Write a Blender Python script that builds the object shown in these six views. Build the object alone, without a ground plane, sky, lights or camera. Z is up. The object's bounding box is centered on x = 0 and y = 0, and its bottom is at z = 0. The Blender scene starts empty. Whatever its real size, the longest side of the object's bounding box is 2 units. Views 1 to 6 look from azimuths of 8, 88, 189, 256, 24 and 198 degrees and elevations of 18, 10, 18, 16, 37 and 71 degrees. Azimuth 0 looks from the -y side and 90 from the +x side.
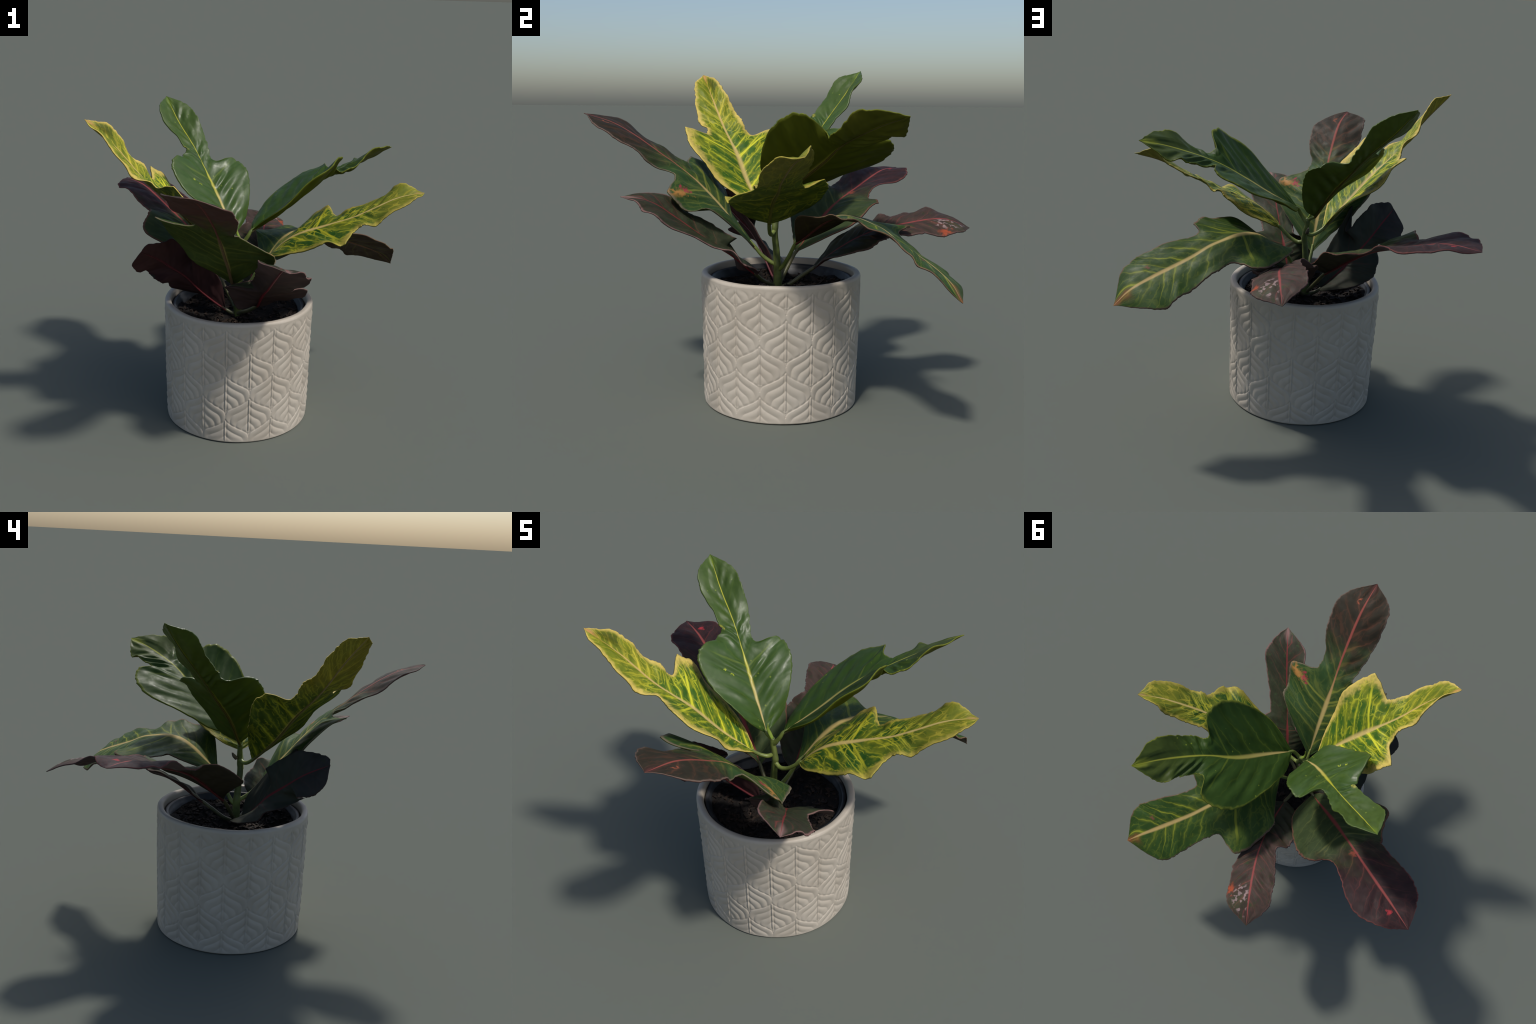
"""A croton (lobed, variegated leaves) in a relief-patterned ceramic pot.

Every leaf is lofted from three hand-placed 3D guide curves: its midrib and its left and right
margin (base, lower lobe, lobe, lobe tip, notch, blade, blade, tip).  The leaf mesh rests as a flat
strip (x along the leaf, y across it, z through it) and is bent into place by a shape key, so
Generated coordinates follow the leaf.
"""
import bpy, math, random
import numpy as np

rng = np.random.default_rng(7)
random.seed(7)

# ------------------------------------------------------------------ helpers
def catmull(P, us):
    """Catmull-Rom through the rows of P at parameters us (0 .. n-1)."""
    P = np.asarray(P, float)
    n = len(P)
    Q = np.vstack([2 * P[0] - P[1], P, 2 * P[-1] - P[-2]])
    us = np.clip(np.asarray(us, float), 0, n - 1)
    k = np.minimum(us.astype(int), n - 2)
    f = (us - k)[:, None]
    a, b, c, d = Q[k], Q[k + 1], Q[k + 2], Q[k + 3]
    return b + .5 * f * (c - a) + f * f * (a - 2.5 * b + 2 * c - .5 * d) + f ** 3 * (1.5 * (b - c) + .5 * (d - a))


def new_object(name, verts, faces, parent=None, materials=(), smooth=True):
    me = bpy.data.meshes.new(name)
    me.from_pydata([tuple(map(float, v)) for v in verts], [], faces)
    me.update()
    for m in materials:
        me.materials.append(m)
    if smooth:
        me.polygons.foreach_set("use_smooth", [True] * len(me.polygons))
    ob = bpy.data.objects.new(name, me)
    bpy.context.scene.collection.objects.link(ob)
    if parent is not None:
        ob.parent = parent
    return ob


def tube(points, radii, sides=12, squash=1.0, cap=True):
    """Tube along a polyline; returns verts, faces."""
    P = np.asarray(points, float)
    T = np.gradient(P, axis=0)
    T /= np.linalg.norm(T, axis=1)[:, None] + 1e-12
    ref = np.array([0, 0, 1.0]) if abs(T[0][2]) < .9 else np.array([1.0, 0, 0])
    verts, faces = [], []
    u = np.cross(ref, T[0]); u /= np.linalg.norm(u)
    for i, (p, t, r) in enumerate(zip(P, T, radii)):
        u = u - t * (u @ t); u /= np.linalg.norm(u)
        w = np.cross(t, u)
        for j in range(sides):
            a = math.tau * j / sides
            verts.append(p + r * (math.cos(a) * u + squash * math.sin(a) * w))
    n = len(P)
    for i in range(n - 1):
        for j in range(sides):
            k = (j + 1) % sides
            faces.append((i * sides + j, i * sides + k, (i + 1) * sides + k, (i + 1) * sides + j))
    if cap:
        faces.append(tuple(range(sides))[::-1])
        faces.append(tuple(range((n - 1) * sides, n * sides)))
    return verts, faces


class Nodes:
    """Tiny wrapper to write node graphs as expressions."""
    def __init__(self, name):
        self.mat = bpy.data.materials.new(name)
        self.mat.use_nodes = True
        self.t = self.mat.node_tree
        self.t.nodes.clear()
        self.out = self.t.nodes.new("ShaderNodeOutputMaterial")

    def put(self, sock, v):
        if isinstance(v, bpy.types.NodeSocket):
            self.t.links.new(v, sock)
        elif v is not None:
            if sock.type == "RGBA" and len(v) == 3:
                v = (*v, 1)
            sock.default_value = v

    def node(self, kind, ins=None, out=0, **props):
        n = self.t.nodes.new(kind)
        for k, v in props.items():
            setattr(n, k, v)
        for k, v in (ins or {}).items():
            self.put(n.inputs[k], v)
        return n.outputs[out]

    def m(self, op, a, b=None, c=None, clamp=False):
        ins = {0: a}
        if b is not None: ins[1] = b
        if c is not None: ins[2] = c
        return self.node("ShaderNodeMath", ins, operation=op, use_clamp=clamp)

    def step(self, x, lo, hi, a=0.0, b=1.0):
        return self.node("ShaderNodeMapRange", {0: x, 1: lo, 2: hi, 3: a, 4: b}, interpolation_type="SMOOTHSTEP")

    def mix(self, f, a, b, mode="MIX"):
        n = self.t.nodes.new("ShaderNodeMix")
        n.data_type, n.blend_type = "RGBA", mode
        self.put(n.inputs[0], f); self.put(n.inputs[6], a); self.put(n.inputs[7], b)
        return n.outputs[2]

    def noise(self, vec, scale, detail=3.0, rough=.55, out=0, **k):
        return self.node("ShaderNodeTexNoise", {"Vector": vec, "Scale": scale, "Detail": detail, "Roughness": rough}, out, **k)

    def bsdf(self, **ins):
        n = self.t.nodes.new("ShaderNodeBsdfPrincipled")
        for k, v in ins.items():
            self.put(n.inputs[k.replace("_", " ")], v)
        return n.outputs[0]

    def bump(self, h, strength=.3, dist=.01):
        return self.node("ShaderNodeBump", {"Height": h, "Strength": strength, "Distance": dist})

    def finish(self, shader):
        self.t.links.new(shader, self.out.inputs[0])
        return self.mat


# ------------------------------------------------------------------ materials
def leaf_material(name, green, vein, blade, midcol, under, blade_from=.6, blade_to=.85, vein_amt=.5,
                  vein_blade=.3, net=.3, edge=None, edge_w=.05, edge_amt=.6, tip=None, n_veins=12,
                  blotch=None, blotch_amt=0., vein_far=None, spots=0., rough=.36, glow=.16, vein_w=1.0, mottle=0., under_gain=2.3, spec=.22, mid_w=1.0, spot_at=None, seed=0.,
                  under_vein=.25, dark_top=None, marks=None):
    """Colour of one leaf blade. t runs base to tip, s from the midrib (0) to the margin (1)."""
    N = Nodes(name)
    tc = N.t.nodes.new("ShaderNodeTexCoord")
    sep = N.t.nodes.new("ShaderNodeSeparateXYZ")
    N.t.links.new(tc.outputs["Generated"], sep.inputs[0])
    P = N.node("ShaderNodeMapping", {0: tc.outputs["Object"], 1: (seed * 1.7, seed * .9, seed * 2.3)})
    t, y, side = sep.outputs[0], sep.outputs[1], sep.outputs[2]
    ys = N.m("MULTIPLY", N.m("SUBTRACT", y, .5), 2.0)
    s = N.m("ABSOLUTE", ys)
    sgn = N.m("SIGN", ys)
    top = N.step(side, .45, .55)
    wob = N.m("SUBTRACT", N.noise(P, 9, 2), .5)
    wob2 = N.m("SUBTRACT", N.noise(P, 38, 2), .5)
    # which part of the leaf is "blade coloured" (terminal half) instead of green
    far = N.step(N.m("ADD", t, N.m("ADD", N.m("MULTIPLY", wob, .35), N.m("MULTIPLY", s, .06))), blade_from, blade_to)
    base = N.mix(far, green, blade)
    # broad, soft unevenness along the veins
    streak = N.noise(N.node("ShaderNodeCombineXYZ", {0: N.m("MULTIPLY", t, 38), 1: N.m("MULTIPLY", ys, 2.2), 2: seed}), 1.0, 3)
    base = N.mix(N.step(streak, .3, .72, 0, .4), base, N.mix(1.0, base, (.55, .6, .5), "MULTIPLY"))
    base = N.mix(N.step(N.noise(P, 20, 4), .45, .75, 0, .3), base, N.mix(1.0, base, (1.45, 1.4, 1.35), "MULTIPLY"))
    if blotch is not None:
        base = N.mix(N.step(N.noise(P, 26, 4, .65), .62 - blotch_amt * .3, .70, 0, .85), base, blotch)
    if mottle:
        base = N.mix(N.step(N.m("ADD", N.noise(P, 13, 4), N.m("MULTIPLY", s, .10)), .45, .75, 0, mottle), base, tuple(c * .7 for c in vein))
    # secondary veins
    vcol = vein if vein_far is None else N.mix(far, vein, vein_far)
    ph = N.m("ADD", N.m("ADD", N.m("MULTIPLY", t, n_veins), N.m("MULTIPLY", s, -1.1)),
             N.m("ADD", N.m("MULTIPLY", wob, .7), N.m("ADD", N.m("MULTIPLY", sgn, .27), N.m("MULTIPLY", wob2, .14))))
    cell = N.m("FLOOR", ph)
    fr = N.m("ABSOLUTE", N.m("SUBTRACT", N.m("FRACT", ph), .5))
    wn = N.node("ShaderNodeTexWhiteNoise", {"W": N.m("ADD", cell, N.m("MULTIPLY", sgn, 31.7 + seed))}, 0, noise_dimensions="1D")
    width = N.m("MULTIPLY", N.step(s, 0, 1, .13 * vein_w, .045 * vein_w), N.step(N.noise(P, 14, 2), .35, .65, .6, 1.5))
    rel = N.m("DIVIDE", fr, width)
    vm = N.m("MAXIMUM", N.step(rel, .25, 1.2, 1.0, 0.0), N.step(rel, .6, 3.2, .32, 0.0))
    strength = N.m("MULTIPLY", N.m("ADD", N.m("MULTIPLY", wn, .9), .35), N.mix(far, (vein_amt,) * 3, (vein_blade,) * 3))
    vm = N.m("MULTIPLY", N.m("MULTIPLY", vm, strength), N.step(s, .45, 1.0, 1.0, .35), clamp=True)
    # the strong side vein that runs out to each lobe
    lob = N.m("ABSOLUTE", N.m("SUBTRACT", N.m("ADD", t, N.m("MULTIPLY", wob, .02)), .40))
    lv = N.m("MULTIPLY", N.step(lob, .0025 + .0015 * vein_w, .006 + .003 * vein_w, 1.0, 0.0), N.step(s, .55, .95, max(vein_amt, .35) * 1.1, 0.0), clamp=True)
    # finer side branches: thinner parallel veins and a net stretched along the veins
    ph2 = N.m("ADD", N.m("MULTIPLY", ph, 2.37), N.m("MULTIPLY", wob2, .40))
    fr2 = N.m("ABSOLUTE", N.m("SUBTRACT", N.m("FRACT", ph2), .5))
    fine = N.m("MULTIPLY", N.step(fr2, .03, .17, 1.0, 0.0), N.step(N.noise(P, 16, 3), .45, .62))
    cells = N.node("ShaderNodeCombineXYZ", {0: N.m("ADD", N.m("MULTIPLY", ph, 1.25), N.m("MULTIPLY", wob2, .5)),
                                            1: N.m("ADD", N.m("MULTIPLY", s, 3.4), N.m("MULTIPLY", wob, 2.0)), 2: N.m("MULTIPLY", sgn, 5.3 + seed)})
    vor = N.node("ShaderNodeTexVoronoi", {"Vector": cells, "Scale": 1.0}, 0, feature="DISTANCE_TO_EDGE")
    netm = N.m("MULTIPLY", N.m("MULTIPLY", N.step(vor, .01, .10, 1.0, 0.0), net), N.step(N.noise(P, 11, 3), .36, .6), clamp=True)
    netm = N.m("MAXIMUM", netm, N.m("MULTIPLY", fine, N.m("MULTIPLY", N.mix(far, (vein_amt,) * 3, (vein_blade,) * 3), .75 if net > .2 else .28)), clamp=True)
    allv = N.m("MAXIMUM", N.m("MAXIMUM", vm, lv), netm)
    col = N.mix(allv, base, vcol)
    if spots:
        sp = N.node("ShaderNodeTexVoronoi", {"Vector": P, "Scale": 26.0}, 0)
        pick = N.m("GREATER_THAN", N.noise(P, 12, 0), .66 - spots * .1)
        col = N.mix(N.m("MULTIPLY", N.step(sp, .08, .16, .9, 0.0), pick), col, vein)
    # margin
    if edge is not None:
        em = N.step(N.m("ADD", s, N.m("ADD", N.m("MULTIPLY", wob2, edge_w * 3.0), N.m("MULTIPLY", wob, edge_w * 2.0))), 1 - edge_w * 2.6, 1 - edge_w * .1, 0, edge_amt)
        col = N.mix(em, col, edge)
    if tip is not None:
        tm = N.step(N.m("ADD", t, N.m("ADD", N.m("MULTIPLY", wob, .12), N.m("MULTIPLY", s, -.07))), .90, .975, 0, .85)
        col = N.mix(tm, col, tip)
    # single coloured patches at (t, y): (t, y, rt, ry, colour)
    for (ct, cy, rt, ry, c, amt) in (spot_at or ()):
        dt = N.m("DIVIDE", N.m("ADD", N.m("SUBTRACT", t, ct), N.m("MULTIPLY", wob2, .09)), rt)
        dy = N.m("DIVIDE", N.m("ADD", N.m("SUBTRACT", ys, cy), N.m("MULTIPLY", wob2, .5)), ry)
        d = N.m("SQRT", N.m("ADD", N.m("MULTIPLY", dt, dt), N.m("MULTIPLY", dy, dy)))
        col = N.mix(N.step(d, .2, 1.25, amt * .9, 0.0), col, c)
    if marks is not None:
        ct, cy, rt, ry, c = marks
        dt = N.m("DIVIDE", N.m("SUBTRACT", t, ct), rt); dy = N.m("DIVIDE", N.m("SUBTRACT", ys, cy), ry)
        d = N.m("SQRT", N.m("ADD", N.m("MULTIPLY", dt, dt), N.m("MULTIPLY", dy, dy)))
        nz = N.step(N.noise(P, 42, 1), .555, .60)
        col = N.mix(N.m("MULTIPLY", nz, N.step(d, .7, 1.1, .75, 0.0)), col, c)
    # midrib glow on the blade right beside the raised midrib
    mcol = midcol[0] if midcol[1] is None else N.mix(N.step(t, midcol[2], midcol[3]), midcol[0], midcol[1])
    col = N.mix(N.step(s, .015 * mid_w, .06 * mid_w, .85, 0.0), col, mcol)
    # underside: same leaf, duller, with the veins showing faintly
    ucol = N.mix(far, tuple(c * under_gain for c in under[0]), tuple(c * under_gain for c in under[1]))
    ucol = N.mix(N.step(streak, .3, .7, 0, .45), ucol, N.mix(1.0, ucol, (.6, .6, .6), "MULTIPLY"))
    ucol = N.mix(N.m("MULTIPLY", allv, under_vein), ucol, vcol)
    ucol = N.mix(N.step(s, .02, .07, .5, 0.0), ucol, mcol)
    col = N.mix(top, ucol, col)
    hgt = N.m("ADD", N.m("MULTIPLY", N.noise(P, 60, 3), .5), N.m("MULTIPLY", fr, .8))
    nrm = N.bump(hgt, .22, .004)
    rgh = N.m("ADD", N.step(N.noise(P, 18, 3), .3, .7, rough + .08, rough + .26), N.m("MULTIPLY", N.m("SUBTRACT", 1.0, top), .15))
    bs = N.bsdf(Base_Color=col, Roughness=rgh, Normal=nrm, Specular_IOR_Level=spec)
    tr = N.node("ShaderNodeBsdfTranslucent", {"Color": N.mix(1.0, col, (1.0, 1.0, .45), "MULTIPLY")})
    mx = N.t.nodes.new("ShaderNodeMixShader")
    N.put(mx.inputs[0], glow); N.put(mx.inputs[1], bs); N.put(mx.inputs[2], tr)
    return N.finish(mx.outputs[0])


def rib_material(name, c0, c1, lo=.3, hi=.8):
    N = Nodes(name)
    tc = N.t.nodes.new("ShaderNodeTexCoord")
    sep = N.t.nodes.new("ShaderNodeSeparateXYZ")
    N.t.links.new(tc.outputs["Generated"], sep.inputs[0])
    f = N.step(N.m("ADD", sep.outputs[0], N.m("MULTIPLY", N.m("SUBTRACT", N.noise(tc.outputs["Object"], 25, 2), .5), .3)), lo, hi)
    c = N.mix(f, c0, c1)
    c = N.mix(N.step(N.noise(tc.outputs["Object"], 70, 3), .35, .7, 0, .3), c, N.mix(1.0, c, (.65, .6, .55), "MULTIPLY"))
    return N.finish(N.bsdf(Base_Color=c, Roughness=.42, Specular_IOR_Level=.4))


def stalk_material(name, c0, c1):
    N = Nodes(name)
    tc = N.t.nodes.new("ShaderNodeTexCoord")
    O = tc.outputs["Object"]
    c = N.mix(N.step(N.noise(O, 16, 4), .35, .7), c0, c1)
    c = N.mix(N.step(N.noise(O, 90, 2), .55, .75, 0, .4), c, N.mix(1.0, c, (.5, .45, .35), "MULTIPLY"))
    return N.finish(N.bsdf(Base_Color=c, Roughness=.42, Specular_IOR_Level=.4, Normal=N.bump(N.noise(O, 70, 3), .25, .003)))


def ceramic_material():
    N = Nodes("glazed_ceramic")
    tc = N.t.nodes.new("ShaderNodeTexCoord")
    O = tc.outputs["Object"]
    c = N.mix(N.step(N.noise(O, 5, 4), .3, .7), (.415, .364, .298), (.465, .415, .346))
    c = N.mix(N.step(N.noise(O, 42, 4, .6), .52, .78, 0, .35), c, (.37, .322, .268))
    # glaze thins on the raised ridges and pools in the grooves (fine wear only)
    g = N.t.nodes.new("ShaderNodeNewGeometry")
    c = N.mix(N.step(N.noise(O, 120, 2), .62, .72, 0, .25), c, (.37, .33, .28))
    return N.finish(N.bsdf(Base_Color=c, Roughness=N.step(N.noise(O, 9, 3), .3, .7, .42, .58), Specular_IOR_Level=.35,
                           Normal=N.bump(N.noise(O, 35, 4), .08, .004)))


def soil_material(name, a, b, c3, scale=30):
    N = Nodes(name)
    tc = N.t.nodes.new("ShaderNodeTexCoord")
    O = tc.outputs["Object"]
    c = N.mix(N.step(N.noise(O, scale, 5, .65), .35, .65), a, b)
    c = N.mix(N.step(N.noise(O, scale * 2.6, 3), .62, .70, 0, .8), c, c3)
    return N.finish(N.bsdf(Base_Color=c, Roughness=.85, Specular_IOR_Level=.25, Normal=N.bump(N.noise(O, scale * 3, 5), .8, .01)))


# ------------------------------------------------------------------ the thing
root = bpy.data.objects.new("potted_croton", None)
root.empty_display_size = .2
bpy.context.scene.collection.objects.link(root)
root["label"] = "variegated lobed croton plant in an off-white relief-patterned ceramic pot"
root["category"] = "potted plant"

PX, PY = -.0505, .0125          # axis of the pot
R_TOP, R_LOW, H = .411, .3985, .689

# ---- ceramic pot: a body of revolution with a carved lattice of overlapping leaf tiles
COLS, PERIOD, APEX0 = 20, .2600, .5240


def relief(theta, z):
    """Height of the carved pattern at angle theta (radians) and height z (arrays)."""
    w = math.tau / COLS
    W = w * .405
    u = (theta - math.radians(.9)) / w
    best = np.zeros_like(z)
    done = np.zeros_like(z, bool)
    cands = []
    for dc in (-1, 0, 1):
        col = np.round(u) + dc
        x = np.abs(u - col) * W
        zoff = np.where(col.astype(int) % 2 == 0, 0, PERIOD / 2)
        base = APEX0 + zoff
        for k in (-1, 0, 1, 2, 3):
            cands.append((x, base - k * PERIOD))
    cands = [(x, za) for x, za in cands]
    # lower tiles lie on top: take the admissible tile with the lowest apex
    low = np.full_like(z, 9.0)
    gsel = np.zeros_like(z)
    xsel = np.zeros_like(z)
    near, outside_far = [], 1.0
    for x, za in cands:
        d = za - z
        a = d - .50 * x - .017 * (1 - np.exp(-x / .016))
        b = (W - x) * 1.55
        k = .036
        h = np.clip(.5 + .5 * (b - a) / k, 0, 1)
        g = b * (1 - h) + a * h - k * h * (1 - h)
        outside = np.where((g < 0) & (x <= W * 1.02) & (za < low), -g, outside_far)
        near.append((za, outside))
        ok = (g >= 0) & (x <= W) & (za < low)
        low = np.where(ok, za, low); gsel = np.where(ok, g, gsel); xsel = np.where(ok, x, xsel)
    gap = np.full_like(z, 1.0)                    # how far this point is above the edge of the tile lying on top
    for za, o in near:
        gap = np.where(za < low, np.minimum(gap, o), gap)
    step = .0492
    q = (gsel + .010) / step
    fr = q - np.floor(q)
    band = np.clip(np.sin(np.pi * np.clip(fr * .96 + .02, 0, 1)), 0, 1) ** .8
    scale = band * (.70 + .30 * (1 - fr))        # each band tucks in under the one outside it
    mid = np.exp(-(xsel / .0030) ** 2) - .8 * np.exp(-((xsel - .007) / .004) ** 2)
    t = np.clip(gap / .016, 0, 1)
    return scale * (.35 + .65 * t * t * (3 - 2 * t)) + .60 * mid * (gap > .012)


def build_pot():
    nt, nz = 960, 290
    th = np.arange(nt) / nt * math.tau
    zs = np.linspace(.006, H - .014, nz)
    T, Zg = np.meshgrid(th, zs)
    rel = relief(T, Zg)
    fade = np.clip((H - .024 - Zg) / .025, 0, 1) * np.clip((Zg - .004) / .03, 0, 1)
    base_r = R_LOW + (R_TOP - R_LOW) * (Zg / H)
    wave = .0012 * np.sin(3 * T + 1) + .001 * np.sin(7 * T + Zg * 9)
    Rr = base_r - .0024 + wave + fade * rel * .0054 + (1 - fade) * .0035
    rings = [np.stack([PX + Rr[i] * np.cos(th), PY + Rr[i] * np.sin(th), Zg[i]], -1) for i in range(nz)]
    ro = R_TOP
    # rim roll and inner wall, then the foot
    for r, z in ((ro - .0014, H - .008), (ro - .0042, H - .0028), (ro - .0095, H - .0004), (ro - .020, H), (ro - .028, H - .0012),
                 (ro - .033, H - .007), (ro - .036, H - .015), (ro - .037, H - .03), (ro - .037, .45), (ro - .037, .05), (.001, .048)):
        rr = r + .0010 * np.sin(3 * th + 1) + .0008 * np.sin(11 * th)
        if r < .01: rr = np.full_like(th, r)
        rings.append(np.stack([PX + rr * np.cos(th), PY + rr * np.sin(th), np.full_like(th, z) + .0012 * np.sin(5 * th + 2) * (z > .6)], -1))
    foot = []
    for r, z in ((.001, .006), (.34, .006), (.365, 0), (.388, 0), (R_LOW - .0025, .0012)):
        foot.append(np.stack([PX + r * np.cos(th), PY + r * np.sin(th), np.full_like(th, z)], -1))
    rings = foot + rings
    V = np.concatenate(rings)
    F = []
    for i in range(len(rings) - 1):
        a = i * nt
        for j in range(nt):
            k = (j + 1) % nt
            F.append((a + j, a + k, a + nt + k, a + nt + j))
    return new_object("pot", V, F, root, [ceramic_material()])


build_pot()

# ---- black nursery pot standing inside, with its stepped rim
def revolve(name, prof, seg, mat, jitter=0.0):
    th = np.arange(seg) / seg * math.tau
    V, F = [], []
    for r, z in prof:
        rr = r * (1 + jitter * np.sin(4 * th + 9 * r))
        V.append(np.stack([PX + rr * np.cos(th), PY + rr * np.sin(th), np.full_like(th, z)], -1))
    for i in range(len(prof) - 1):
        for j in range(seg):
            k = (j + 1) % seg
            F.append((i * seg + j, i * seg + k, (i + 1) * seg + k, (i + 1) * seg + j))
    return new_object(name, np.concatenate(V), F, root, [mat])


def plastic():
    N = Nodes("black_plastic")
    O = N.t.nodes.new("ShaderNodeTexCoord").outputs["Object"]
    c = N.mix(N.step(N.noise(O, 14, 4), .4, .7), (.012, .013, .015), (.035, .036, .04))
    return N.finish(N.bsdf(Base_Color=c, Roughness=.5, Specular_IOR_Level=.4))


revolve("nursery_pot", [(.362, .30), (.366, .640), (.369, .652), (.364, .657), (.352, .657), (.347, .650), (.342, .636), (.334, .631), (.331, .57), (.330, .30)], 160, plastic(), .002)

# ---- soil: a lumpy disc, bark chips and roots on it
def soil_height(x, y):
    r = np.hypot(x, y)
    return .578 + .040 * np.clip(r / .335, 0, 1) ** 2.2 + .009 * np.sin(9 * x + 3 * y) + .010 * np.sin(17 * y - 6 * x + 1) + .007 * np.sin(31 * x + 23 * y) + .012 * np.exp(-(r / .06) ** 2)


def build_soil():
    nr, nt = 60, 200
    V, F = [], []
    for i in range(nr + 1):
        r = .336 * (i / nr)
        for j in range(nt):
            a = math.tau * j / nt
            x, y = r * math.cos(a), r * math.sin(a)
            V.append((PX + x, PY + y, soil_height(x, y) + .006 * rng.random()))
    for i in range(nr):
        for j in range(nt):
            k = (j + 1) % nt
            F.append((i * nt + j, i * nt + k, (i + 1) * nt + k, (i + 1) * nt + j))
    ob = new_object("soil", V, F, root, [soil_material("dark_soil", (.004, .0032, .003), (.011, .0085, .007), (.035, .022, .016))])
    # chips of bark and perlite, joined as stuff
    V, F = [], []
    for n in range(420):
        a, r = rng.random() * math.tau, .325 * math.sqrt(rng.random())
        x, y = r * math.cos(a), r * math.sin(a)
        L, Wd, Hh = rng.uniform(.006, .022), rng.uniform(.004, .010), rng.uniform(.003, .007)
        c, s_ = math.cos(rng.random() * 6.3), 0
        yaw, pit = rng.random() * math.tau, rng.uniform(-.5, .5)
        b = len(V)
        for sx in (-1, 1):
            for sy in (-1, 1):
                for sz in (-1, 1):
                    lx, ly, lz = (sx * L * rng.uniform(.7, 1.1), sy * Wd * rng.uniform(.6, 1.1), sz * Hh * rng.uniform(.6, 1.1))
                    lz += lx * pit
                    V.append((PX + x + lx * math.cos(yaw) - ly * math.sin(yaw), PY + y + lx * math.sin(yaw) + ly * math.cos(yaw), soil_height(x, y) + .006 + lz))
        F += [tuple(b + i for i in q) for q in ((0, 1, 3, 2), (4, 6, 7, 5), (0, 4, 5, 1), (2, 3, 7, 6), (0, 2, 6, 4), (1, 5, 7, 3))]
    ch = new_object("bark_chips", V, F, ob, [soil_material("bark", (.008, .006, .005), (.028, .018, .012), (.09, .055, .04), 16)], smooth=False)
    ch["kind"] = "stuff"


build_soil()

# ---- stem
STEM = [(-.055, -.004, .55), (-.052, -.006, .66), (-.050, -.008, .72), (-.044, -.014, .80), (-.036, -.022, .87), (-.030, -.022, .915),
        (-.036, -.016, .96), (-.044, -.014, 1.00), (-.044, -.014, 1.035)]
us = np.linspace(0, len(STEM) - 1, 60)
sp = catmull(STEM, us)
sr = np.interp(us, [0, 1, 3, 5, 7, 8], [.024, .021, .0175, .0155, .014, .011]) * (1 + .10 * np.exp(-((us - 2) / .25) ** 2) + .14 * np.exp(-((us - 5.1) / .3) ** 2) + .15 * np.exp(-((us - 7.5) / .3) ** 2))
v, f = tube(sp, sr, 18)
stem = new_object("stem", v, f, root, [stalk_material("green_stem", (.065, .085, .022), (.135, .165, .04))])
# the shoot at the top: folded young leaf and stub
v, f = tube(catmull([(-.044, -.014, 1.03), (-.060, -.012, 1.06), (-.066, -.020, 1.09), (-.062, -.024, 1.125)], np.linspace(0, 3, 20)),
            np.interp(np.linspace(0, 3, 20), [0, 1, 2, 3], [.010, .012, .009, .002]), 10, .55)
new_object("shoot", v, f, stem, [stalk_material("young_green", (.16, .24, .03), (.26, .33, .06))])
v, f = tube(catmull([(-.046, .004, .955), (-.052, .020, .972), (-.056, .03, .99)], np.linspace(0, 2, 12)), np.interp(np.linspace(0, 2, 12), [0, 1, 2], [.011, .010, .004]), 10)
new_object("stub", v, f, stem, [stalk_material("dry_stub", (.10, .08, .05), (.20, .16, .11))])

# ------------------------------------------------------------------ leaves
KNOT = np.array([0, .11, .26, .40, .50, .69, .86, 1.0])      # place of the eight margin nodes along the strip
NT, NS = 190, 26


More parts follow.
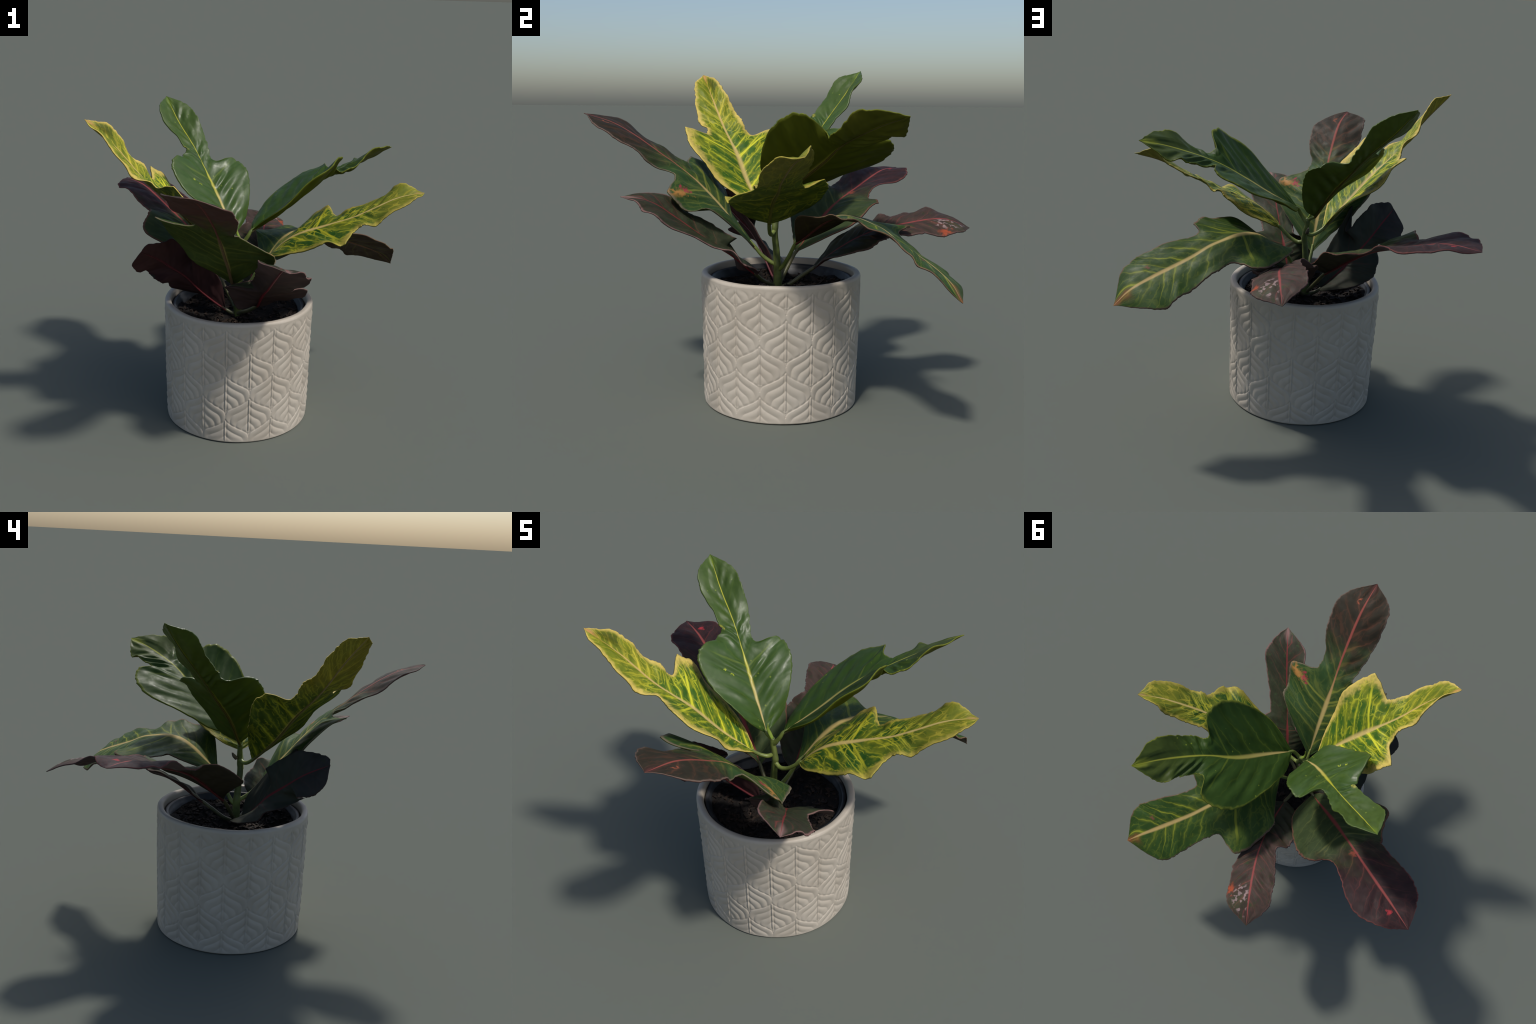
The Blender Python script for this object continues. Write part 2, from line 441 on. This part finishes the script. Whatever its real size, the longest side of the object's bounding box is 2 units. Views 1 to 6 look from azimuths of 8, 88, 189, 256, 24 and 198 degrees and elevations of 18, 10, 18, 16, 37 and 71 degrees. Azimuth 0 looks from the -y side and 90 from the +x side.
def build_leaf(key, mid, left, right, mat, rib, petiole, stalk, camber=.03, ripple=.011, quilt=.0042, thick=.011, ragged=1.0, sharp=(0, 0), seed=0, n_veins=12, rib_r=.0075, bow=0.0):
    r = np.random.default_rng(seed)
    mid, E = np.array(mid, float), [np.array(left, float), np.array(right, float)]
    uf = np.linspace(0, len(mid) - 1, 241)
    M = catmull(mid, uf)
    arc = np.concatenate([[0], np.cumsum(np.linalg.norm(np.diff(M, axis=0), axis=1))])
    LEN = arc[-1]; arc /= LEN
    # where along the midrib does the side vein to each margin node start
    mus = np.zeros((2, 8))
    wid = np.zeros((2, 8))
    for e in range(2):
        for k in range(1, 7):
            d = np.linalg.norm(M - E[e][k], axis=1)
            i = d.argmin()
            wid[e, k] = d[i]; mus[e, k] = arc[i]
    proj, wd = mus.mean(0), wid.mean(0) / LEN
    mu = np.zeros(8); mu[7] = 1
    back = [0, .25, .35, .55, .35, .40, .45, 0]
    for k in range(1, 7):
        mu[k] = proj[k] - back[k] * wd[k]
    rr = min(.85, wd[4] / max(wd[3], 1e-6))
    mu[3] = min(mu[3], (proj[4] - .05 - rr * proj[3]) / max(.15, 1 - rr))
    lo = [0, .05, .12, .20, .30, .48, .68, 1]; hi = [0, .16, .30, .44, .58, .78, .93, 1]
    for k in range(1, 7):
        mu[k] = np.clip(mu[k], lo[k], hi[k])
    for k in range(1, 8):
        mu[k] = max(mu[k], mu[k - 1] + .03)
    mu = np.minimum(mu, 1)
    ts = np.linspace(0, 1, NT)
    muf = np.interp(ts, KNOT, mu)
    ker = np.hanning(15); ker /= ker.sum()                      # ease the stations so that rows flow
    pad = np.concatenate([2 * muf[0] - muf[7:0:-1], muf, 2 * muf[-1] - muf[-2:-9:-1]])
    muf = np.convolve(pad, ker, "valid")
    muf = np.clip((muf - muf[0]) / (muf[-1] - muf[0]), 0, 1)
    Mid = catmull(mid, np.interp(muf, arc, uf))
    tang = np.gradient(Mid, axis=0); tang /= np.linalg.norm(tang, axis=1)[:, None] + 1e-9
    ue = np.interp(ts, KNOT, np.arange(8))
    halves = []
    for e in range(2):
        Ed = catmull(E[e], ue)
        straight = np.stack([np.interp(ue, np.arange(8), E[e][:, c]) for c in range(3)], 1)
        wgt = sharp[e] * np.exp(-((ue - 3) / .55) ** 2)[:, None]          # pointed lobes
        Ed = Ed * (1 - wgt) + straight * wgt
        # small irregular teeth along the margin
        out = Ed - Mid; ol = np.linalg.norm(out, axis=1)[:, None] + 1e-9
        jag = np.interp(ts, np.linspace(0, 1, 60), r.normal(0, 1, 60)) * .0026 * ragged + np.interp(ts, np.linspace(0, 1, 150), r.normal(0, 1, 150)) * .0020 * ragged
        Ed = Ed + out / ol * (jag * np.sin(np.pi * np.clip(ts, 0, 1)) ** .4)[:, None]
        halves.append(Ed)
    # normals of the two halves
    sl = halves[0] - Mid; srr = Mid - halves[1]
    nl = np.cross(tang, sl); nr = np.cross(tang, srr)
    nl = nl / (np.linalg.norm(nl, axis=1)[:, None] + 1e-9); nr = nr / (np.linalg.norm(nr, axis=1)[:, None] + 1e-9)
    def easing(n):
        p = np.vstack([n[6:0:-1], n, n[-2:-8:-1]])
        k = np.hanning(13); k /= k.sum()
        q = np.stack([np.convolve(p[:, c], k, "valid") for c in range(3)], 1)
        return q / (np.linalg.norm(q, axis=1)[:, None] + 1e-9)
    nl, nr = easing(nl), easing(nr)
    # rows across the leaf: left margin (+1) ... midrib (0) ... right margin (-1)
    sv = np.linspace(-1, 1, 2 * NS + 1)
    P = np.zeros((NT, len(sv), 3)); Nn = np.zeros_like(P)
    fade = np.sin(np.pi * ts) ** .5
    ph = r.uniform(0, 6.3, 8)
    gain = [catmull(r.uniform(0, 1.5, (n_veins + 3, 1)), ts * (n_veins + 2))[:, 0] for _ in range(2)]
    lumps = r.normal(0, 1, (18, 9))
    lu = np.stack([np.interp(ts * 17, np.arange(18), lumps[:, c]) for c in range(9)], 1)
    for j, s in enumerate(sv):
        a = abs(s); e = 0 if s > 0 else 1
        Ed, n = (halves[0], nl) if s > 0 else (halves[1], nr)
        if s == 0:
            n = nl + nr; n = n / (np.linalg.norm(n, axis=1)[:, None] + 1e-9)
        Q = Mid + (Ed - Mid) * a
        w = np.linalg.norm(Ed - Mid, axis=1)
        cb = np.array(camber, float) if np.ndim(camber) else np.array([camber] * 4)
        cb = cb[e] + (cb[2 + e] - cb[e]) * np.clip((ts - .40) / .2, 0, 1)          # lobes -> blade
        lift = cb * w * 4 * a * (1 - a)
        phase = math.tau * (ts * n_veins + .27 * np.sign(s) - a * 1.1 + .3 * np.sin(5 * ts + ph[e]))
        lift = lift + quilt * np.cos(phase) * np.sin(np.pi * min(a, .999)) * fade * gain[e] * (.6 + .4 * np.sin(4 * a + ph[6]))
        lift = lift + .0026 * np.array([np.interp((s + 1) * 4, np.arange(9), lu[i]) for i in range(NT)]) * fade * min(1, a * 4)
        lift = lift + ripple * a ** 2.2 * fade * (np.sin(ts * 23 + ph[2 + e]) + .7 * np.sin(ts * 41 + ph[4 + e]))
        P[:, j] = Q + n * lift[:, None]
        Nn[:, j] = n
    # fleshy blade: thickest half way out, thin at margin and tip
    prof_s = .0018 + (thick * .5 - .0018) * np.clip(1 - np.abs(sv) ** 3, 0, 1) ** 1.2 * (.12 + .88 * np.clip(np.abs(sv) / .35, 0, 1) ** 1.3)
    prof_t = np.clip(np.minimum(ts / .10, (1 - ts) / .16), 0, 1) ** .7
    wmin = np.minimum(np.linalg.norm(halves[0] - Mid, axis=1), np.linalg.norm(halves[1] - Mid, axis=1))
    half = .0016 + np.outer(prof_t * np.clip(wmin / .06, 0, 1), prof_s)
    top = P + Nn * half[..., None]; bot = P - Nn * half[..., None]
    # rest shape: flat strip
    TT, SS = np.meshgrid(ts, sv, indexing="ij")
    rest_t = np.stack([TT, SS * .5, np.full_like(TT, .05)], -1); rest_b = np.stack([TT, SS * .5, np.full_like(TT, -.05)], -1)
    rest = np.concatenate([rest_t.reshape(-1, 3), rest_b.reshape(-1, 3)])
    shape = np.concatenate([top.reshape(-1, 3), bot.reshape(-1, 3)])
    nc = len(sv); nv = NT * nc
    F = []
    for i in range(NT - 1):
        for j in range(nc - 1):
            a = i * nc + j
            F.append((a, a + nc, a + nc + 1, a + 1))
            F.append((nv + a, nv + a + 1, nv + a + nc + 1, nv + a + nc))
    for i in range(NT - 1):
        for j in (0, nc - 1):
            a, b = i * nc + j, (i + 1) * nc + j
            F.append((a, nv + a, nv + b, b) if j == 0 else (a, b, nv + b, nv + a))
    for j in range(nc - 1):
        a = (NT - 1) * nc + j
        F.append((a, nv + a, nv + a + 1, a + 1))
        F.append((j, j + 1, nv + j + 1, nv + j))
    blade = bent("leaf", rest, shape, F, root, mat)
    # midrib: a tapering rib, mostly proud of the underside
    k = NT - 4
    nm = Nn[:k, NS]
    prof = rib_r * (1 - muf[:k]) ** .75 + .0013
    pts = Mid[:k] - nm * (half[:k, NS] + prof * .30)[:, None]
    v, f = tube(pts, prof, 10, .75)
    v = np.array(v)
    rest_r = np.zeros_like(v)
    rest_r[:, 0] = np.repeat(muf[:k], 10)
    rest_r[:, 1] = np.tile(np.cos(np.arange(10) / 10 * math.tau), k) * .01
    rest_r[:, 2] = np.tile(np.sin(np.arange(10) / 10 * math.tau), k) * .01
    bent("midrib", rest_r, v, f, blade, rib)
    # petiole from the stem to the leaf base, running into the midrib
    if petiole:
        pt = [np.array(p, float) for p in petiole] + [Mid[0], Mid[6]]
        u2 = np.linspace(0, len(pt) - 1, 40)
        v, f = tube(catmull(pt, u2), np.interp(u2, [0, .4, len(pt) - 2, len(pt) - 1], [.0145, .0115, .0095, rib_r * .95]), 12)
        new_object("petiole", v, f, blade, [stalk])
    return blade


def bent(name, rest, shape, faces, parent, mat):
    ob = new_object(name, rest, faces, parent, [mat])
    ob.shape_key_add(name="Basis", from_mix=False)
    kb = ob.shape_key_add(name="bent", from_mix=False)
    kb.data.foreach_set("co", np.asarray(shape, np.float32).ravel())
    kb.value = 1.0
    return ob


CREAM, YELLOW = (.62, .46, .17), (.50, .47, .035)
RED, PINK, PURPLE = (.24, .035, .038), (.36, .17, .15), (.030, .014, .017)
GREEN, DEEP, MID = (.028, .075, .018), (.014, .045, .014), (.045, .095, .018)
OLIVE = (.028, .045, .006)

green_stalk = stalk_material("petiole_green", (.10, .13, .028), (.20, .24, .055))
dull_stalk = stalk_material("petiole_dull", (.06, .065, .025), (.12, .10, .045))

# tall glossy dark green leaf rising to the back left
build_leaf("A",
    mid=[(-.081, -.002, 1.047), (-.161, .069, 1.186), (-.263, .174, 1.327), (-.365, .277, 1.462), (-.483, .383, 1.590), (-.579, .478, 1.723)],
    left=[(-.081, -.002, 1.047), (-.184, -.080, 1.175), (-.387, -.047, 1.356), (-.431, .020, 1.446), (-.389, .160, 1.454), (-.432, .221, 1.504), (-.583, .335, 1.660), (-.579, .478, 1.723)],
    right=[(-.081, -.002, 1.047), (-.035, .116, 1.132), (-.049, .269, 1.324), (-.147, .323, 1.411), (-.249, .259, 1.397), (-.336, .374, 1.543), (-.436, .455, 1.673), (-.579, .478, 1.723)],
    mat=leaf_material("leaf_glossy_green", (.046,.092,.017), (.18,.24,.03), (.058,.10,.018), (CREAM, YELLOW, .1, .45), ((.032,.048,.004),(.036,.054,.005)), vein_amt=.22, vein_blade=.10, net=.03, edge=(.10,.14,.03), edge_w=.03, edge_amt=.5, tip=(.13,.20,.02), n_veins=13, spots=.5, spec=.38, rough=.24, spot_at=((.62,.93,.03,.12,(.42,.38,.05),.9),(.30,.42,.012,.05,(.45,.50,.03),1.0)), vein_w=.45, seed=1),
    rib=rib_material("rib_olive_a", (.075,.06,.010), (.06,.075,.010)),
    petiole=[(-.044,-.014,1.02),(-.060,-.008,1.036)], stalk=green_stalk, camber=(.01,.02,.0,.01), quilt=.009, seed=11, n_veins=13)

# bright yellow-veined leaf, front left
build_leaf("B",
    mid=[(-.120, -.063, .963), (-.245, -.154, 1.107), (-.368, -.214, 1.255), (-.509, -.289, 1.404), (-.620, -.353, 1.558), (-.756, -.412, 1.703)],
    left=[(-.120, -.063, .963), (-.129, -.236, 1.087), (-.171, -.411, 1.249), (-.293, -.493, 1.418), (-.417, -.383, 1.378), (-.536, -.438, 1.476), (-.668, -.459, 1.642), (-.756, -.412, 1.703)],
    right=[(-.120, -.063, .963), (-.223, -.013, 1.099), (-.440, .038, 1.285), (-.537, -.008, 1.408), (-.501, -.138, 1.373), (-.576, -.229, 1.503), (-.650, -.324, 1.660), (-.756, -.412, 1.703)],
    mat=leaf_material("leaf_yellow_variegated", (.048,.125,.012), (.64, .62, .035), (.16,.20,.015), (CREAM, (.62,.42,.15), .4, .8), ((.028,.045,.004),(.10,.085,.008)), blade_from=.48, blade_to=.8, mottle=.36, vein_amt=.85, vein_blade=.8, vein_far=(.62,.52,.05), net=.55, edge=(.70,.52,.13), edge_w=.10, edge_amt=.9, mid_w=1.4, tip=(.66,.33,.13), n_veins=15, blotch=(.03,.07,.008), blotch_amt=.2, rough=.38, spot_at=((.88,-.5,.08,.35,(.05,.06,.01),.7),), seed=2, under_vein=.55),
    rib=rib_material("rib_tan_b", (.12,.10,.025), (.26,.18,.06)),
    petiole=[(-.036,-.018,.945),(-.066,-.034,.935),(-.095,-.050,.945)], stalk=green_stalk, sharp=(.8,.8), camber=(.01,.01,.01,.01), seed=12, n_veins=15)

# broad dark green leaf to the right, upper tier
build_leaf("C",
    mid=[(.012, -.015, 1.081), (.144, .089, 1.173), (.271, .195, 1.275), (.416, .271, 1.366), (.603, .391, 1.445), (.738, .499, 1.490)],
    left=[(.012, -.015, 1.081), (.012, .167, 1.128), (.173, .476, 1.269), (.344, .497, 1.370), (.403, .384, 1.357), (.508, .449, 1.393), (.583, .510, 1.413), (.738, .499, 1.490)],
    right=[(.012, -.015, 1.081), (.196, -.102, 1.260), (.414, -.045, 1.447), (.468, .089, 1.504), (.444, .182, 1.400), (.533, .210, 1.419), (.675, .323, 1.519), (.738, .499, 1.490)],
    mat=leaf_material("leaf_dark_green", (.034,.070,.012), (.18,.23,.025), (.055,.080,.016), (CREAM, (.38,.38,.05), .05, .5), ((.036,.042,.003),(.042,.044,.004)), vein_amt=.26, vein_blade=.14, net=.02, edge=(.24,.26,.03), edge_w=.025, edge_amt=.55, tip=(.30,.33,.03), n_veins=12, spots=.3, spec=.13, rough=.32, vein_w=.45, seed=3),
    rib=rib_material("rib_brown_c", (.07,.05,.010), (.065,.055,.010)),
    petiole=[(-.044,-.014,1.0),(-.020,-.022,1.028),(.0,-.022,1.058)], stalk=green_stalk, sharp=(0,.3), thick=.024, camber=(.0,-.04,-.02,-.03), quilt=.008, seed=13, n_veins=12)

# yellow-netted leaf to the right front
build_leaf("D",
    mid=[(.114, -.057, .956), (.237, -.046, 1.072), (.426, -.028, 1.146), (.576, -.022, 1.204), (.770, .018, 1.298), (.917, .054, 1.333)],
    left=[(.114, -.057, .956), (.175, .073, 1.007), (.331, .200, 1.143), (.414, .186, 1.189), (.469, .083, 1.188), (.648, .090, 1.258), (.783, .095, 1.361), (.917, .054, 1.333)],
    right=[(.114, -.057, .956), (.189, -.159, 1.002), (.422, -.259, 1.100), (.529, -.249, 1.127), (.582, -.146, 1.168), (.687, -.130, 1.213), (.864, -.061, 1.318), (.917, .054, 1.333)],
    mat=leaf_material("leaf_yellow_netted", (.026,.085,.012), (.50,.47,.03), (.15,.175,.015), (CREAM, CREAM, 0., 1.), ((.030,.044,.004),(.075,.07,.010)), blade_from=.55, blade_to=.9, mottle=.30, vein_amt=.7, vein_blade=.55, vein_far=(.46,.38,.04), net=.75, mid_w=1.3, edge=(.46,.36,.07), edge_w=.08, edge_amt=.75, tip=(.60,.34,.15), n_veins=14, blotch=(.045,.09,.012), blotch_amt=.2, rough=.38, seed=4, under_vein=.4),
    rib=rib_material("rib_olive_d", (.10,.10,.015), (.17,.13,.035)),
    petiole=[(-.030,-.024,.90),(.005,-.040,.885),(.055,-.052,.905)], stalk=green_stalk, sharp=(.7,.8), camber=(.01,-.01,.01,.01), seed=14, n_veins=14)

# large leaf toward the front: green lobes, purple tongue
build_leaf("E",
    mid=[(-.063, -.118, .803), (-.071, -.266, .976), (-.081, -.426, 1.149), (-.086, -.594, 1.280), (-.106, -.810, 1.423), (-.142, -.996, 1.488)],
    left=[(-.063, -.118, .803), (.167, -.322, 1.020), (.190, -.434, 1.032), (.200, -.545, 1.118), (.032, -.541, 1.190), (.060, -.751, 1.329), (.029, -.899, 1.431), (-.142, -.996, 1.488)],
    right=[(-.063, -.118, .803), (-.222, -.249, .957), (-.353, -.304, 1.114), (-.398, -.465, 1.261), (-.196, -.474, 1.220), (-.237, -.635, 1.331), (-.260, -.860, 1.459), (-.142, -.996, 1.488)],
    mat=leaf_material("leaf_green_to_purple", (.035,.075,.022), (.30,.31,.05), (.035,.029,.019), (CREAM, (.36,.085,.065), .35, .62), ((.026,.036,.007),(.050,.024,.020)), blade_from=.52, blade_to=.78, vein_amt=.5, vein_blade=.26, vein_far=(.26,.085,.045), net=.15, edge=(.22,.15,.12), edge_w=.025, edge_amt=.6, tip=(.10,.035,.03), n_veins=13, rough=.42, spot_at=((.385,.80,.03,.22,(.50,.22,.06),.9),(.40,.62,.025,.10,(.42,.03,.07),.95),(.90,.35,.025,.06,(.45,.12,.06),.9)), spec=0.13, seed=5, under_vein=.5),
    rib=rib_material("rib_brown_to_red", (.16,.10,.045), (.16,.035,.03), .3, .6),
    petiole=[(-.050,-.008,.715),(-.052,-.045,.735),(-.058,-.085,.765)], stalk=green_stalk, sharp=(.2,.95), thick=.015, camber=(.04,.04,-.015,-.015), seed=15)

# narrow purple leaf low at the front
build_leaf("F",
    mid=[(.072, -.122, .695), (.115, -.237, .800), (.163, -.367, .887), (.213, -.494, .987), (.262, -.625, 1.080), (.303, -.757, 1.110)],
    left=[(.072, -.122, .695), (.166, -.108, .719), (.274, -.130, .760), (.351, -.221, .827), (.259, -.304, .866), (.380, -.567, 1.004), (.369, -.660, 1.081), (.303, -.757, 1.110)],
    right=[(.072, -.122, .695), (-.018, -.204, .713), (-.050, -.254, .784), (-.072, -.290, .873), (.045, -.230, .867), (.111, -.434, 1.012), (.146, -.628, 1.111), (.303, -.757, 1.110)],
    mat=leaf_material("leaf_purple_green", (.040,.048,.026), (.22,.10,.06), (.040,.042,.026), (RED, RED, 0., 1.), ((.026,.016,.014),(.050,.030,.028)), vein_amt=.25, vein_blade=.42, vein_far=(.26,.055,.05), net=.08, edge=(.26,.14,.13), edge_w=.03, edge_amt=.7, tip=(.30,.18,.16), n_veins=11, blotch=(.045,.075,.03), blotch_amt=.35, rough=.45, vein_w=.45, spec=0.13, seed=6, under_vein=.3),
    rib=rib_material("rib_red_f", (.16,.015,.02), (.16,.02,.025)),
    petiole=[(-.052,-.012,.60),(-.02,-.05,.625),(.025,-.09,.655)], stalk=dull_stalk, sharp=(.8,.4), camber=(.03,.03,.01,.01), seed=16, rib_r=.006)

# arching green leaf drooping to the back right
build_leaf("G",
    mid=[(.050, .080, .848), (.198, .265, 1.005), (.359, .427, .983), (.473, .523, .920), (.697, .682, .806), (.792, .738, .715)],
    left=[(.050, .080, .848), (-.006, .352, .958), (-.020, .430, .965), (.112, .634, .933), (.268, .568, .925), (.444, .707, .793), (.548, .787, .746), (.792, .738, .715)],
    right=[(.050, .080, .848), (.327, .066, 1.004), (.471, .189, 1.051), (.519, .276, 1.025), (.484, .373, 1.009), (.712, .509, .917), (.792, .577, .857), (.792, .738, .715)],
    mat=leaf_material("leaf_green_arching", (.036,.072,.014), (.40,.42,.035), (.036,.078,.015), (CREAM, (.58,.40,.15), .4, .9), ((.020,.014,.006),(.026,.016,.010)), blade_from=.5, blade_to=.7, vein_amt=.30, vein_blade=.62, vein_w=.7, net=.10, mid_w=1.5, edge=(.22,.10,.09), edge_w=.02, edge_amt=.6, tip=(.28,.09,.04), n_veins=12, rough=.38, spot_at=((.80,-.42,.02,.11,(.20,.07,.05),.9),), spec=0.15, seed=7),
    rib=rib_material("rib_red_g", (.09,.018,.014), (.14,.05,.03), .3, .7),
    petiole=[(-.050,-.006,.69),(-.030,.020,.715),(.010,.050,.775)], stalk=green_stalk, camber=(-.03,-.03,.02,.02), seed=17)

# purple-brown leaf toward the back, red rib, worn tip
build_leaf("H",
    mid=[(-.018, .169, .702), (-.004, .311, .813), (.006, .458, .893), (-.002, .638, .938), (-.039, .840, .958), (-.077, .997, .907)],
    left=[(-.018, .169, .702), (-.109, .241, .782), (-.158, .400, .896), (-.143, .498, .944), (-.094, .554, .967), (-.142, .711, .986), (-.163, .866, .980), (-.077, .997, .907)],
    right=[(-.018, .169, .702), (.069, .249, .767), (.125, .400, .825), (.150, .501, .866), (.100, .552, .896), (.109, .719, .899), (.076, .904, .906), (-.077, .997, .907)],
    mat=leaf_material("leaf_purple_brown", (.038,.040,.026), (.10,.075,.045), (.060,.042,.034), (RED, (.32,.07,.065), 0., 1.), ((.022,.014,.013),(.04,.026,.026)), blade_from=.3, blade_to=.6, vein_amt=.25, vein_blade=.42, vein_far=(.28,.07,.06), net=.1, edge=(.16,.09,.08), edge_w=.03, edge_amt=.6, tip=None, n_veins=14, blotch=(.035,.055,.022), blotch_amt=.35, rough=.45, spot_at=((.80,-.86,.035,.2,(.42,.08,.03),.85),(.88,-.6,.05,.5,(.05,.07,.03),.6)), marks=(.87,-.40,.09,.40,(.34,.24,.23)), vein_w=.45, spec=0.13, seed=8),
    rib=rib_material("rib_red_h", (.10,.02,.02), (.16,.03,.03)),
    petiole=[(-.05,.0,.595),(-.042,.06,.62),(-.032,.12,.665)], stalk=dull_stalk, camber=(.03,.03,.03,.03), quilt=.006, seed=18, n_veins=14, rib_r=.006)

# long purple leaf to the back left, red rib
build_leaf("I",
    mid=[(-.166, .092, .761), (-.307, .224, .895), (-.432, .337, .993), (-.593, .482, 1.071), (-.764, .632, 1.144), (-.914, .755, 1.162)],
    left=[(-.166, .092, .761), (-.268, .085, .839), (-.605, .097, 1.011), (-.634, .294, 1.088), (-.659, .339, 1.075), (-.859, .492, 1.160), (-.917, .598, 1.158), (-.914, .755, 1.162)],
    right=[(-.166, .092, .761), (-.107, .301, .877), (-.199, .509, .995), (-.296, .546, 1.026), (-.415, .519, 1.047), (-.600, .745, 1.131), (-.765, .789, 1.155), (-.914, .755, 1.162)],
    mat=leaf_material("leaf_dark_purple", (.040,.060,.022), (.16,.17,.05), (.034,.019,.020), (RED, (.32,.075,.065), 0., 1.), ((.020,.016,.010),(.055,.038,.038)), blade_from=.40, blade_to=.66, vein_amt=.4, vein_blade=.30, vein_far=(.20,.045,.04), net=.12, edge=(.22,.07,.06), edge_w=.02, edge_amt=.6, tip=None, n_veins=13, rough=.42, spot_at=((.86,-.32,.018,.12,(.45,.04,.05),.95),(.52,-.1,.02,.15,(.32,.06,.04),.7)), vein_w=.45, spec=0.13, seed=9),
    rib=rib_material("rib_red_i", (.13,.025,.025), (.20,.04,.035)),
    petiole=[(-.052,-.004,.60),(-.085,.022,.645),(-.13,.06,.71)], stalk=dull_stalk, sharp=(.8,0), camber=(.03,.03,.03,.03), quilt=.005, seed=19)

# near-black purple leaf low on the left
build_leaf("J",
    mid=[(-.120, -.012, .619), (-.236, -.065, .728), (-.317, -.119, .827), (-.388, -.196, .907), (-.441, -.272, .976), (-.497, -.371, 1.036)],
    left=[(-.120, -.012, .619), (-.138, -.069, .800), (-.203, -.156, .945), (-.266, -.274, 1.053), (-.253, -.103, .953), (-.364, -.249, 1.075), (-.460, -.364, 1.070), (-.497, -.371, 1.036)],
    right=[(-.120, -.012, .619), (-.253, .065, .663), (-.409, -.004, .721), (-.440, -.099, .778), (-.437, -.257, .843), (-.515, -.213, .874), (-.561, -.319, .935), (-.497, -.371, 1.036)],
    mat=leaf_material("leaf_black_purple", (.040,.044,.033), (.12,.05,.04), (.038,.036,.034), ((.16,.02,.03), (.18,.02,.03), 0., 1.), ((.022,.010,.010),(.032,.014,.013)), vein_amt=.2, vein_blade=.15, net=.06, edge=(.05,.03,.03), edge_w=.02, edge_amt=.4, n_veins=12, blotch=(.035,.038,.026), blotch_amt=.1, rough=.42, vein_w=.45, spec=0.09, seed=10),
    rib=rib_material("rib_dark_red", (.09,.012,.015), (.09,.015,.018)),
    petiole=[(-.055,-.004,.595),(-.085,-.010,.60)], stalk=dull_stalk, ragged=.6, camber=(.03,.03,.03,.03), seed=20)
